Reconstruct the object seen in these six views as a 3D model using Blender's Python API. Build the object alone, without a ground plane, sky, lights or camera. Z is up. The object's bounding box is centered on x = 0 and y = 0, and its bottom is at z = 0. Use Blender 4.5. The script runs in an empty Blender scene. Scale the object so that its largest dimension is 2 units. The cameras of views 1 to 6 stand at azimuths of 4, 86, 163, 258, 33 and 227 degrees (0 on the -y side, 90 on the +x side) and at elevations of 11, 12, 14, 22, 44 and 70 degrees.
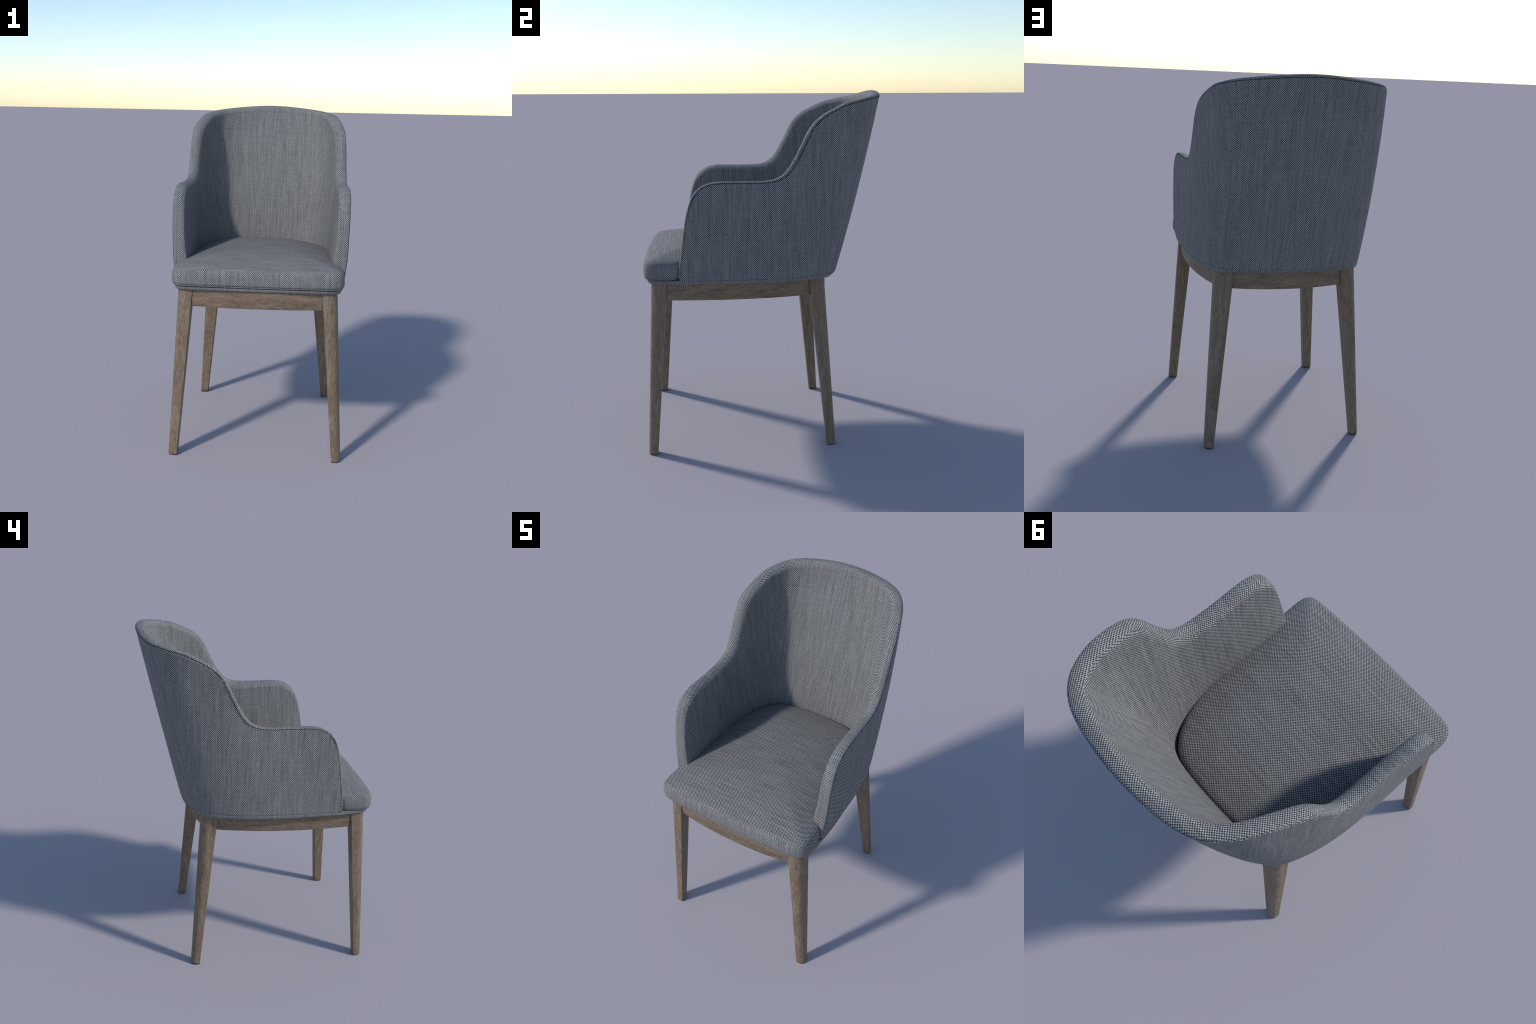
import bpy
import numpy as np
from math import pi

# ------------------------------------------------------------------ helpers
def cubic(knots, pts):
    """Natural cubic spline through pts (n,k) at parameters knots -> callable."""
    t = np.asarray(knots, float)
    p = np.asarray(pts, float)
    n, h = len(t), np.diff(t)
    A, r = np.eye(n), np.zeros_like(p)
    for i in range(1, n - 1):
        A[i, i - 1], A[i, i], A[i, i + 1] = h[i - 1], 2 * (h[i - 1] + h[i]), h[i]
        r[i] = 6 * ((p[i + 1] - p[i]) / h[i] - (p[i] - p[i - 1]) / h[i - 1])
    m = np.linalg.solve(A, r)

    def f(x):
        x = np.asarray(x, float)
        i = np.clip(np.searchsorted(t, x, side="right") - 1, 0, n - 2)
        a = ((t[i + 1] - x) / h[i])[..., None]
        b = ((x - t[i]) / h[i])[..., None]
        hh = (h[i] ** 2)[..., None]
        return a * p[i] + b * p[i + 1] + ((a ** 3 - a) * m[i] + (b ** 3 - b) * m[i + 1]) * hh / 6
    return f


def unit(v):
    return v / np.maximum(np.linalg.norm(v, axis=-1, keepdims=True), 1e-9)


def smoothstep(a, b, x):
    t = np.clip((np.asarray(x, float) - a) / (b - a), 0, 1)
    return t * t * (3 - 2 * t)


def resample(P, n):
    d = np.concatenate([[0], np.cumsum(np.linalg.norm(np.diff(P, axis=0), axis=1))])
    q = np.linspace(0, d[-1], n)
    return np.stack([np.interp(q, d, P[:, k]) for k in range(P.shape[1])], 1)


def add_mesh(name, verts, faces, material, parent, smooth_angle=None):
    me = bpy.data.meshes.new(name)
    me.from_pydata([tuple(map(float, v)) for v in verts], [], faces)
    me.validate()
    me.polygons.foreach_set("use_smooth", [True] * len(me.polygons))
    if smooth_angle is not None:
        me.set_sharp_from_angle(angle=smooth_angle)
    me.materials.append(material)
    ob = bpy.data.objects.new(name, me)
    bpy.context.scene.collection.objects.link(ob)
    ob.parent = parent
    return ob


def grid_faces(rows, cols, closed=False, flip=False, base=0):
    out = []
    for i in range(rows - 1):
        for j in range(cols if closed else cols - 1):
            k = (j + 1) % cols
            q = (base + i * cols + j, base + i * cols + k, base + (i + 1) * cols + k, base + (i + 1) * cols + j)
            out.append(q[::-1] if flip else q)
    return out


# ------------------------------------------------------------------ materials
def nodes_of(name):
    m = bpy.data.materials.new(name)
    m.use_nodes = True
    nt = m.node_tree
    nt.nodes.clear()
    out = nt.nodes.new("ShaderNodeOutputMaterial")
    bsdf = nt.nodes.new("ShaderNodeBsdfPrincipled")
    nt.links.new(bsdf.outputs[0], out.inputs[0])
    return m, nt, bsdf


class G:
    """Small wrapper that writes node arithmetic as expressions."""
    def __init__(self, nt):
        self.nt = nt

    def put(self, sock, v):
        if hasattr(v, "is_linked"):
            self.nt.links.new(v, sock)
        else:
            sock.default_value = v

    def math(self, op, *a, clamp=False):
        n = self.nt.nodes.new("ShaderNodeMath")
        n.operation, n.use_clamp = op, clamp
        for s, v in zip(n.inputs, a):
            self.put(s, v)
        return n.outputs[0]

    def mul(self, a, b): return self.math("MULTIPLY", a, b)
    def add(self, a, b): return self.math("ADD", a, b)

    def combine(self, x, y, z):
        n = self.nt.nodes.new("ShaderNodeCombineXYZ")
        for s, v in zip(n.inputs, (x, y, z)):
            self.put(s, v)
        return n.outputs[0]

    def separate(self, v):
        n = self.nt.nodes.new("ShaderNodeSeparateXYZ")
        self.put(n.inputs[0], v)
        return n.outputs

    def noise(self, vec, scale=1.0, detail=2.0, rough=0.5):
        n = self.nt.nodes.new("ShaderNodeTexNoise")
        self.put(n.inputs["Vector"], vec)
        n.inputs["Scale"].default_value = scale
        n.inputs["Detail"].default_value = detail
        n.inputs["Roughness"].default_value = rough
        return n.outputs["Fac"]

    def remap(self, v, a, b, c, d):
        n = self.nt.nodes.new("ShaderNodeMapRange")
        for s, x in zip(n.inputs, (v, a, b, c, d)):
            self.put(s, x)
        return n.outputs[0]

    def mix(self, f, a, b):
        n = self.nt.nodes.new("ShaderNodeMix")
        n.data_type = "RGBA"
        self.put(n.inputs[0], f)
        self.put(n.inputs[6], a)
        self.put(n.inputs[7], b)
        return n.outputs[2]

    def ramp(self, f, stops):
        n = self.nt.nodes.new("ShaderNodeValToRGB")
        self.put(n.inputs[0], f)
        e = n.color_ramp.elements
        while len(e) < len(stops):
            e.new(0.5)
        for el, (p, c) in zip(e, stops):
            el.position, el.color = p, (*c, 1)
        return n.outputs[0]


CELL = 0.00533         # half period of the checked weave


def fabric_material(name="woven_fabric"):
    """Two-tone checked weave laid on flat from the nearest axis, with slubby streaks along the warp."""
    m, nt, bsdf = nodes_of(name)
    g = G(nt)
    co = nt.nodes.new("ShaderNodeTexCoord").outputs["Object"]
    nor = nt.nodes.new("ShaderNodeNewGeometry").outputs["Normal"]
    x, y, z = g.separate(co)
    nx, ny, nz = [g.math("ABSOLUTE", c) for c in g.separate(nor)]
    w = [g.math("POWER", c, 14.0) for c in (nx, ny, nz)]
    tot = g.add(g.add(w[0], w[1]), w[2])
    w = [g.math("DIVIDE", c, tot) for c in w]

    def weave(u, v, seed):
        su = g.math("SINE", g.mul(u, pi / CELL))
        sv = g.math("SINE", g.mul(v, pi / CELL))
        p, q = g.math("ABSOLUTE", su), g.math("ABSOLUTE", sv)
        lit = g.mul(g.math("POWER", p, 1.5), g.math("POWER", q, 0.75))      # pale warp: upright ovals
        ink = g.mul(g.math("POWER", p, 0.75), g.math("POWER", q, 1.5))      # dark weft: flat ovals
        side = g.math("GREATER_THAN", g.mul(su, sv), 0.0)
        val = g.math("SUBTRACT", g.mul(lit, side), g.mul(ink, g.math("SUBTRACT", 1.0, side)))
        check = g.remap(val, -0.35, 0.52, 0.0, 1.0)
        # slub: long streaks along v, and shorter ones along u
        warp = g.noise(g.combine(g.mul(u, 185.0), g.mul(v, 5.0), seed), 1.0, 2.0, 0.55)
        weft = g.noise(g.combine(g.mul(u, 7.0), g.mul(v, 110.0), seed + 9.0), 1.0, 2.0, 0.6)
        speck = g.noise(g.combine(g.mul(u, 120.0), g.mul(v, 95.0), seed + 4.0), 1.0, 1.0, 0.5)
        lum = g.add(g.add(g.remap(warp, 0.3, 0.7, -0.25, 0.25), g.remap(weft, 0.3, 0.7, -0.045, 0.045)),
                    g.remap(speck, 0.25, 0.75, -0.16, 0.16))
        return check, lum

    sets = [weave(y, z, 1.3), weave(x, z, 5.7), weave(y, x, 3.1)]
    check = g.add(g.add(g.mul(sets[0][0], w[0]), g.mul(sets[1][0], w[1])), g.mul(sets[2][0], w[2]))
    lum = g.add(g.add(g.mul(sets[0][1], w[0]), g.mul(sets[1][1], w[1])), g.mul(sets[2][1], w[2]))
    col = g.mix(check, (0.025, 0.026, 0.029, 1), (0.362, 0.362, 0.359, 1))
    n = nt.nodes.new("ShaderNodeMix")
    n.data_type, n.blend_type = "RGBA", "MULTIPLY"
    n.inputs[0].default_value = 1.0
    g.put(n.inputs[6], col)
    k = g.add(lum, 1.0)
    g.put(n.inputs[7], g.combine(k, k, k))
    g.put(bsdf.inputs["Base Color"], n.outputs[2])
    bsdf.inputs["Roughness"].default_value = 0.9
    bsdf.inputs["Specular IOR Level"].default_value = 0.25
    b = nt.nodes.new("ShaderNodeBump")
    b.inputs["Strength"].default_value = 0.25
    b.inputs["Distance"].default_value = 0.0012
    g.put(b.inputs["Height"], check)
    nt.links.new(b.outputs[0], bsdf.inputs["Normal"])
    return m


def wood_material(name, axis):
    """Grey-brown stained timber, grain running along one axis."""
    m, nt, bsdf = nodes_of(name)
    g = G(nt)
    co = nt.nodes.new("ShaderNodeTexCoord").outputs["Object"]
    rnd = nt.nodes.new("ShaderNodeObjectInfo").outputs["Random"]
    xyz = list(g.separate(co))
    al = xyz.pop("xyz".index(axis))
    p, q = xyz
    off = g.mul(rnd, 17.0)
    fine = g.noise(g.combine(g.mul(p, 260.0), g.mul(q, 260.0), g.add(g.mul(al, 30.0), off)), 1.0, 4.0, 0.65)
    warp = g.noise(g.combine(g.mul(p, 9.0), g.mul(q, 9.0), g.add(g.mul(al, 3.0), off)), 1.0, 2.0, 0.5)
    band = g.noise(g.combine(g.add(g.mul(p, 42.0), g.mul(warp, 5.0)), g.add(g.mul(q, 42.0), g.mul(warp, 3.0)),
                             g.add(g.mul(al, 4.0), off)), 1.0, 4.0, 0.6)
    v = g.add(g.mul(fine, 0.6), g.mul(band, 0.4))
    col = g.ramp(v, [(0.30, (0.074, 0.049, 0.031)), (0.45, (0.148, 0.104, 0.068)),
                     (0.56, (0.216, 0.158, 0.105)), (0.72, (0.295, 0.224, 0.154))])
    dash = g.noise(g.combine(g.mul(p, 170.0), g.mul(q, 170.0), g.add(g.mul(al, 13.0), g.add(off, 5.0))), 1.0, 3.0, 0.6)
    pore = g.remap(dash, 0.55, 0.70, 0.0, 0.65)
    col = g.mix(pore, col, (0.070, 0.046, 0.030, 1))
    g.put(bsdf.inputs["Base Color"], col)
    bsdf.inputs["Roughness"].default_value = 0.55
    b = nt.nodes.new("ShaderNodeBump")
    b.inputs["Strength"].default_value = 0.15
    b.inputs["Distance"].default_value = 0.001
    g.put(b.inputs["Height"], fine)
    nt.links.new(b.outputs[0], bsdf.inputs["Normal"])
    return m


def plain_material(name, colour, rough):
    m, nt, bsdf = nodes_of(name)
    g = G(nt)
    co = nt.nodes.new("ShaderNodeTexCoord").outputs["Object"]
    f = g.noise(co, 60.0, 2.0, 0.5)
    g.put(bsdf.inputs["Base Color"], g.mix(f, (*[c * 0.8 for c in colour], 1), (*[c * 1.2 for c in colour], 1)))
    bsdf.inputs["Roughness"].default_value = rough
    return m


FABRIC = fabric_material()
WOOD = {a: wood_material("stained_wood_" + n, a) for a, n in (("x", "across"), ("y", "lengthwise"), ("z", "upright"))}
FOOT_DARK = plain_material("near_black", (0.02, 0.02, 0.022), 0.8)

chair = bpy.data.objects.new("upholstered_armchair", None)
chair["label"] = "grey tweed dining armchair with wrap-around back and wooden legs"
chair["category"] = "armchair"
bpy.context.scene.collection.objects.link(chair)

# ------------------------------------------------------------------ the wrap-around shell
# Half plan of the shell's outside from the middle of the back (s = 0) round the corner and
# along the arm to its front (s = 10): at seat level, near the top, and how far the wall
# bellies out between them.
LOW = np.array([(0, .437), (.136, .433), (.253, .419), (.346, .380), (.413, .300), (.456, .178),
                (.481, .028), (.488, -.134), (.490, -.284), (.494, -.407), (.499, -.494)])
TOP = np.array([(0, .667), (.155, .658), (.278, .634), (.369, .580), (.432, .486), (.478, .357),
                (.515, .208), (.528, .040), (.530, -.137), (.523, -.312), (.512, -.478)])
BELLY = np.array([(0, .002), (.002, .006), (.005, .010), (.009, .010), (.012, .008), (.009, .005),
                  (.003, .004), (-.004, .002), (-.003, 0), (.004, -.001), (.008, -.002)])


def mirrored(P):
    return np.concatenate([P[:0:-1] * [-1, 1], P])


KN = np.arange(-10, 11)
low_f, top_f, belly_f = [cubic(KN, mirrored(P)) for P in (LOW, TOP, BELLY)]
Z_FLOOR = 0.998        # where the shell wall meets the seat base


def wall(s, z):
    """Outside of the shell at plan parameter s and height z."""
    s, z = np.broadcast_arrays(np.asarray(s, float), np.asarray(z, float))
    f = ((z - 1.0) / 0.95)[..., None]
    a, b, q = low_f(s), top_f(s), belly_f(s)
    p = a + (b - a) * f + 4 * q * f * (1 - f)
    tuck = 0.010 * smoothstep(0.0, 1.0, (1.17 - z) / 0.17) * smoothstep(7.4, 9.4, np.abs(s))
    p[..., 0] -= np.sign(s) * tuck               # the arm draws in slightly at its foot
    return np.concatenate([p, z[..., None]], -1)


def inward(s, z):
    e = 0.02
    d = wall(np.asarray(s) + e, z)[..., :2] - wall(np.asarray(s) - e, z)[..., :2]
    d = unit(d)
    n = np.stack([-d[..., 1], d[..., 0]], -1)      # s grows from back to arm on +x: left turn points ... in
    p = wall(s, z)[..., :2] - np.array([0, -0.1])
    sgn = np.where((n * p).sum(-1, keepdims=True) > 0, -1.0, 1.0)
    n = n * sgn
    return np.concatenate([n, np.zeros(n.shape[:-1] + (1,))], -1)


# The seam along the rim as (s, height): level back, swoop down to the arm, round its front.
SEAM = np.array([(0, 1.9885), (.45, 1.9868), (.9, 1.9825), (1.4, 1.9765), (1.8, 1.972), (2.3, 1.966), (2.8, 1.960), (3.4, 1.951),
                 (4, 1.938), (4.32, 1.9285),
                 (4.69, 1.907), (5.11, 1.876), (5.43, 1.836), (5.61, 1.790), (5.72, 1.738), (5.80, 1.696), (5.87, 1.660),
                 (5.95, 1.626), (6.05, 1.593), (6.18, 1.563), (6.35, 1.544), (6.55, 1.533), (6.8, 1.5275), (7.25, 1.5257),
                 (7.75, 1.5265), (8.25, 1.5265), (8.6, 1.519), (8.88, 1.500), (9.1, 1.4675), (9.26, 1.416), (9.37, 1.346),
                 (9.45, 1.263), (9.52, 1.169), (9.585, 1.094), (9.64, Z_FLOOR)])
both = np.concatenate([SEAM[:0:-1] * [-1, 1], SEAM])
w0 = wall(both[:, 0], both[:, 1])
arc = np.concatenate([[0], np.cumsum(np.linalg.norm(np.diff(w0, axis=0), axis=1))])
seam_f = cubic(arc, both)
NC = 321
sz = seam_f(np.linspace(0, arc[-1], 4000))
pts = wall(sz[:, 0], sz[:, 1])
d = np.concatenate([[0], np.cumsum(np.linalg.norm(np.diff(pts, axis=0), axis=1))])
q = np.linspace(0, d[-1], NC)
s_seam = np.interp(q, d, sz[:, 0])
z_seam = np.interp(q, d, sz[:, 1])
# each column of the wall runs from a point on the floor line up to its seam point
s_end = s_seam[-1]
along = np.linspace(-1, 1, NC)
s_floor = 0.5 * s_seam + 0.5 * along * s_end
s_floor[0], s_floor[-1] = -s_end, s_end

seam_pt = wall(s_seam, z_seam)
tangent = unit(np.gradient(seam_pt, axis=0))
inn = inward(s_seam, z_seam)
up = unit(np.cross(inn, tangent))
up *= np.where((up[:, 2] - 0.6 * up[:, 1]) < 0, -1, 1)[:, None]
up = unit(up)

# --- outer cover
rows = []
for off, z in ((0.030, 0.9985), (0.010, 0.9985), (0.0025, 0.9988), (0.0006, 1.001)):
    rows.append(wall(s_floor, z) + inward(s_floor, z) * off)
NV = 56
for v in np.linspace(0, 1, NV) ** 1.0:
    s = s_floor + (s_seam - s_floor) * v
    z0 = 1.008
    z = z0 + (np.maximum(z_seam, z0) - z0) * v
    rows.append(wall(s, z))
lip = 0.0026
base_row = rows[-1]
rows[-1] = base_row - up * 0.0068
for a in (0.35, 0.7, 1.0):                          # rolled edge of the cover at the seam
    th = a * pi / 2
    rows.append(base_row - up * 0.0068 + inn * lip * (1 - np.cos(th)) + up * lip * np.sin(th) * 0.7)
rows.append(base_row + inn * (lip + 0.0050) - up * 0.0046)
rows.append(base_row + inn * (lip + 0.0090) - up * 0.0070)
outer = np.array(rows)
add_mesh("outer_cover", outer.reshape(-1, 3), grid_faces(len(rows), NC, flip=False), FABRIC, chair)

# --- inner cover: rim roll, then the inside of the shell
def thick(s, z):
    t_back = 0.092 - 0.026 * smoothstep(1.05, 1.95, z)
    t_side = 0.084 - 0.014 * smoothstep(1.05, 1.5, z)
    t_front = 0.082 - 0.014 * smoothstep(1.03, 1.32, z)
    a = np.abs(s)
    m = smoothstep(3.5, 6.5, a)
    n = smoothstep(8.6, 9.5, a)
    return (t_back * (1 - m) + t_side * m) * (1 - n) + t_front * n


rim_t = thick(s_seam, z_seam)
rim_h = 0.0120 - 0.003 * smoothstep(0.3, 4.2, np.abs(s_seam)) - 0.0025 * smoothstep(5.5, 7.0, np.abs(s_seam)) \
    + 0.008 * np.exp(-((np.abs(s_seam) - 6.0) / 0.42) ** 2)
edge = 0.0022                                        # the rim stands this far in from the outer cover
asn = np.abs(s_seam)
front = smoothstep(9.0, 9.45, asn)
drop = 0.028 + 0.018 * np.exp(-((asn - 6.7) / 0.9) ** 2) - 0.018 * front                         # how far the rim rolls down on the inside
peak = 0.42 - 0.20 * smoothstep(1.5, 5.0, asn)       # where across the rim its crest lies
rows = [base_row + inn * (edge + 0.0095) - up * 0.0065, base_row + inn * (edge + 0.0045) - up * 0.002]
NR = 34
for i in range(0, NR):
    w = i / NR
    if w < 0.4:                                      # outer shoulder
        th = w / 0.4 * pi / 2
        e = 2 / 2.3
        px = peak * (1 - np.cos(th) ** e)
        py = -0.001 + (rim_h + 0.001) * np.sin(th) ** e
    else:                                            # roll into the inside
        th = (w - 0.4) / 0.6 * pi / 2
        ex = 2 / (2.05 + 1.0 * front)
        px = peak + (1 - peak) * np.sin(th) ** ex
        py = -drop + (rim_h + drop) * np.cos(th) ** ex
    rows.append(base_row + inn * (edge + (rim_t - edge) * px)[:, None] + up * np.broadcast_to(py, (NC,))[:, None])
NI = 48
for v in np.linspace(0, 1, NI):
    s = s_seam + (s_floor - s_seam) * v
    z = np.maximum(z_seam, Z_FLOOR) + (Z_FLOOR - np.maximum(z_seam, Z_FLOOR)) * v
    rows.append(wall(s, z) + inward(s, z) * thick(s, z)[:, None] - up * (drop * (1 - v) ** 4)[:, None])
inner = np.array(rows)
add_mesh("inner_cover", inner.reshape(-1, 3), grid_faces(len(rows), NC, flip=False), FABRIC, chair)

# ------------------------------------------------------------------ seat base (fabric-covered board) and cushion
def loft(outline, levels, centre, upper=None):
    """Stack inset copies of a closed outline; levels are (z, inset) pairs, inset in metres along the normal
    or, when a third value is given, a scale towards the centre."""
    n = len(outline)
    t = unit(np.roll(outline, -1, 0) - np.roll(outline, 1, 0))
    nrm = np.stack([t[:, 1], -t[:, 0]], 1)
    out = (nrm * (outline - centre)).sum(1)
    if out.mean() < 0:
        nrm = -nrm
    ring = []
    for lv in levels:
        line = outline
        if upper is not None:
            line = outline + (upper - outline) * smoothstep(1.03, 1.112, lv[0])
        p = line - nrm * (lv[1] if np.ndim(lv[1]) == 0 else lv[1][:, None])
        if len(lv) > 2:
            p = centre + (p - centre) * lv[2]
        zz = lv[0] if np.ndim(lv[0]) else np.full(n, lv[0])
        ring.append(np.concatenate([p, np.asarray(zz)[:, None]], 1))
    V = np.array(ring).reshape(-1, 3)
    faces = grid_faces(len(levels), n, closed=True)
    lo, hi = len(V), len(V) + 1
    zlo = ring[0][:, 2].mean()
    zhi = ring[-1][:, 2].max()
    V = np.concatenate([V, [[*centre, zlo], [*centre, zhi]]])
    last = (len(levels) - 1) * n
    for j in range(n):
        k = (j + 1) % n
        faces.append((lo, k, j))
        faces.append((hi, last + j, last + k))
    return V, faces


def closed_half(half, n):
    """Close a half outline (x >= 0, from front middle to back middle) into a smooth counter-clockwise ring."""
    half = np.asarray(half, float)
    full = np.concatenate([half, half[-2:0:-1] * [-1, 1]])
    ext = np.concatenate([full, full, full])
    k = np.concatenate([[0], np.cumsum(np.linalg.norm(np.diff(np.concatenate([ext, ext[:1]]), axis=0), axis=1) ** 0.6)])
    f = cubic(k[:-1], ext)
    m = len(full)
    u = np.linspace(k[m], k[2 * m], 3000, endpoint=False)
    P = f(u)
    return resample(np.concatenate([P, P[:1]]), n + 1)[:-1]


s_run = np.linspace(0, 9.3, 60)
back_half = wall(s_run[::-1], 1.0)[:, :2] + inward(s_run[::-1], 1.0)[:, :2] * 0.0012
front_half = np.array([(0, -.661), (.10, -.660), (.22, -.656), (.33, -.651), (.40, -.646), (.443, -.634), (.463, -.604),
                       (.472, -.55), (.479, -.49)])
base_outline = closed_half(np.concatenate([front_half, back_half]), 300)
bt = unit(np.roll(base_outline, -1, 0) - np.roll(base_outline, 1, 0))
facing = -bt[:, 0]                                   # +1 looks to the rear, -1 to the front
rear = smoothstep(0.70, 1.0, facing)
rnd = 0.006 + 0.040 * rear + 0.009 * smoothstep(0.0, 0.9, -facing)
lv = []
for a in np.linspace(1, 0, 9):
    th = a * pi / 2
    lv.append((0.9765 + 0.020 * (1 - np.sin(th)), rnd * (1 - np.cos(th))))
lv.append((0.9982, np.full(300, 0.0012)))
lv.append((0.9993, np.full(300, 0.006)))
V, F = loft(base_outline, lv, np.array([0, -0.1]))
add_mesh("seat_base", V, F, FABRIC, chair)

cush_half = [(0, -.6745), (.10, -.6738), (.22, -.6715), (.33, -.6675), (.41, -.663), (.452, -.652), (.477, -.624), (.4845, -.58),
             (.4845, -.525), (.478, -.483), (.462, -.455), (.449, -.41), (.444, -.29), (.440, -.17), (.424, -.02), (.400, .115), (.364, .216),
             (.316, .287), (.258, .335), (.17, .361), (.08, .371), (0, .374)]
cush = closed_half(cush_half, 360)
crown = closed_half([(0, -.6745), (.10, -.6738), (.22, -.6715), (.33, -.6675), (.41, -.663), (.452, -.652), (.476, -.624), (.483, -.58),
                     (.4815, -.51), (.476, -.43), (.468, -.34), (.457, -.22), (.440, -.06), (.410, .10), (.366, .214),
                     (.316, .287), (.258, .335), (.17, .361), (.08, .371), (0, .374)], 360)
lv = [(1.0025, 0.022), (1.0025, 0.012), (1.004, 0.0085), (1.0075, 0.0075), (1.0105, 0.0085), (1.0112, 0.010), (1.0122, 0.005),
      (1.0155, 0.0022), (1.021, 0.0008), (1.032, 0.0), (1.050, 0.0), (1.064, 0.0006), (1.076, 0.0022), (1.0865, 0.0055),
      (1.0945, 0.0105), (1.1005, 0.017), (1.105, 0.025), (1.109, 0.034)]
for k in np.linspace(0.0, 1.0, 26)[1:-1]:
    sc = 1 - k
    # crown
    lv.append((1.109 + 0.058 * (1 - (1 - k) ** 2.6), 0.034 * (1 - k) , sc))
V, F = loft(cush, lv, np.array([0, -0.15]), crown)
add_mesh("seat_cushion", V, F, FABRIC, chair)

# ------------------------------------------------------------------ legs
def rounded_square(x0, x1, y0, y1, radii, n=7):
    """Counter-clockwise; radii for corners (x1,y0),(x1,y1),(x0,y1),(x0,y0)."""
    P = []
    cs = [(x1, y0, -1, 1, -pi / 2), (x1, y1, -1, -1, 0), (x0, y1, 1, -1, pi / 2), (x0, y0, 1, 1, pi)]
    for (cx, cy, sx, sy, a0), r in zip(cs, radii):
        for i in range(n):
            a = a0 + (pi / 2) * i / (n - 1)
            P.append((cx + sx * r + r * np.cos(a), cy + sy * r + r * np.sin(a)))
    return np.array(P)


Z_TOP = 0.9775
LEG_TOP = 0.9795


def leg(front, side, dark_h):
    if front:
        topb, botb = (.362, .4475, -.624, -.537), (.4445, .4975, -.664, -.613)
    else:
        topb, botb = (.296, .392, .246, .336), (.3985, .4475, .3535, .4045)
    R, r = (0.046, 0.028), (0.006, 0.005)
    rings = []
    hs = [dark_h, dark_h + 0.003] + list(np.linspace(0.03, Z_TOP if front else LEG_TOP, 12))
    for i, h in enumerate(hs):
        f = h / Z_TOP
        b = [botb[j] + (topb[j] - botb[j]) * f for j in range(4)]
        c = 0.002 if i == 0 else 0.0
        b = [b[0] + c, b[1] - c, b[2] + c, b[3] - c]
        ro, ri = R[1] + (R[0] - R[1]) * f, r[1] + (r[0] - r[1]) * f
        radii = (ro, ri, ri, ri) if front else (ri, ro, ri, ri)
        P = rounded_square(*b, radii)
        rings.append(np.concatenate([P, np.full((len(P), 1), h)], 1))
    n = len(rings[0])
    V = np.array(rings).reshape(-1, 3)
    F = grid_faces(len(rings), n, closed=True)
    F.append(tuple(range(n))[::-1])
    F.append(tuple((len(rings) - 1) * n + i for i in range(n)))
    P = rings[1][:, :2]
    c = P.mean(0)
    G0 = c + (P - c) * 0.95
    GV = np.concatenate([np.concatenate([G0, np.full((n, 1), z)], 1) for z in (0.0, dark_h + 0.001)])
    GF = grid_faces(2, n, closed=True) + [tuple(range(n))[::-1], tuple(range(n, 2 * n))]
    if side < 0:
        V, GV = V * [-1, 1, 1], GV * [-1, 1, 1]
        F, GF = [f[::-1] for f in F], [f[::-1] for f in GF]
    ob = add_mesh("leg", V, F, WOOD["z"], chair, 0.6)
    add_mesh("foot_dark_slab", GV, GF, FOOT_DARK, ob, 0.6)


for front, side, gh in ((True, 1, .002), (True, -1, .002), (False, 1, .002), (False, -1, .005)):
    leg(front, side, gh)

# ------------------------------------------------------------------ apron rails between the legs
def rail(axis, path, depth_dir, mat):
    """Bar following a bowed path; rectangular section with eased lower edges."""
    path = np.asarray(path, float)
    z0, z1, t, e = 0.8805, Z_TOP - 0.0005, 0.045, 0.003
    t_ = unit(np.gradient(path, axis=0))
    nrm = np.stack([t_[:, 1], -t_[:, 0]], 1)
    nrm *= np.sign((nrm @ np.array(depth_dir)))[:, None]
    sec = [(0, z1), (0, z0 + e), (e * 0.3, z0 + e * 0.3), (e, z0), (t - e, z0), (t, z0 + e), (t, z1)]
    V = np.array([[*(p + nv * u), z] for p, nv in zip(path, nrm) for u, z in sec])
    n, m = len(sec), len(path)
    F = grid_faces(m, n, closed=True)
    F += [tuple(range(n)), tuple((m - 1) * n + i for i in range(n))[::-1]]
    import bmesh
    ob = add_mesh("apron_rail", V, F, mat, chair)
    bm = bmesh.new()
    bm.from_mesh(ob.data)
    bmesh.ops.recalc_face_normals(bm, faces=bm.faces)
    bm.to_mesh(ob.data)
    bm.free()
    ob.data.set_sharp_from_angle(angle=0.7)


u = np.linspace(-1, 1, 25)
rail("x", np.stack([u * 0.366, -0.618 - 0.028 * (1 - u ** 2)], 1), (0, 1), WOOD["x"])
rail("x", np.stack([u * 0.318, 0.3255 + 0.0565 * (1 - u ** 2)], 1), (0, -1), WOOD["x"])
for sd in (1, -1):
    v = np.linspace(0, 1, 25)
    xs = 0.438 + (0.378 - 0.438) * v + 0.040 * 4 * v * (1 - v) * (0.85 + 0.3 * v)
    ys = -0.541 + (0.268 + 0.541) * v
    rail("y", np.stack([sd * xs, ys], 1), (-sd, 0), WOOD["y"])

# sit exactly on the ground
bpy.context.view_layer.update()
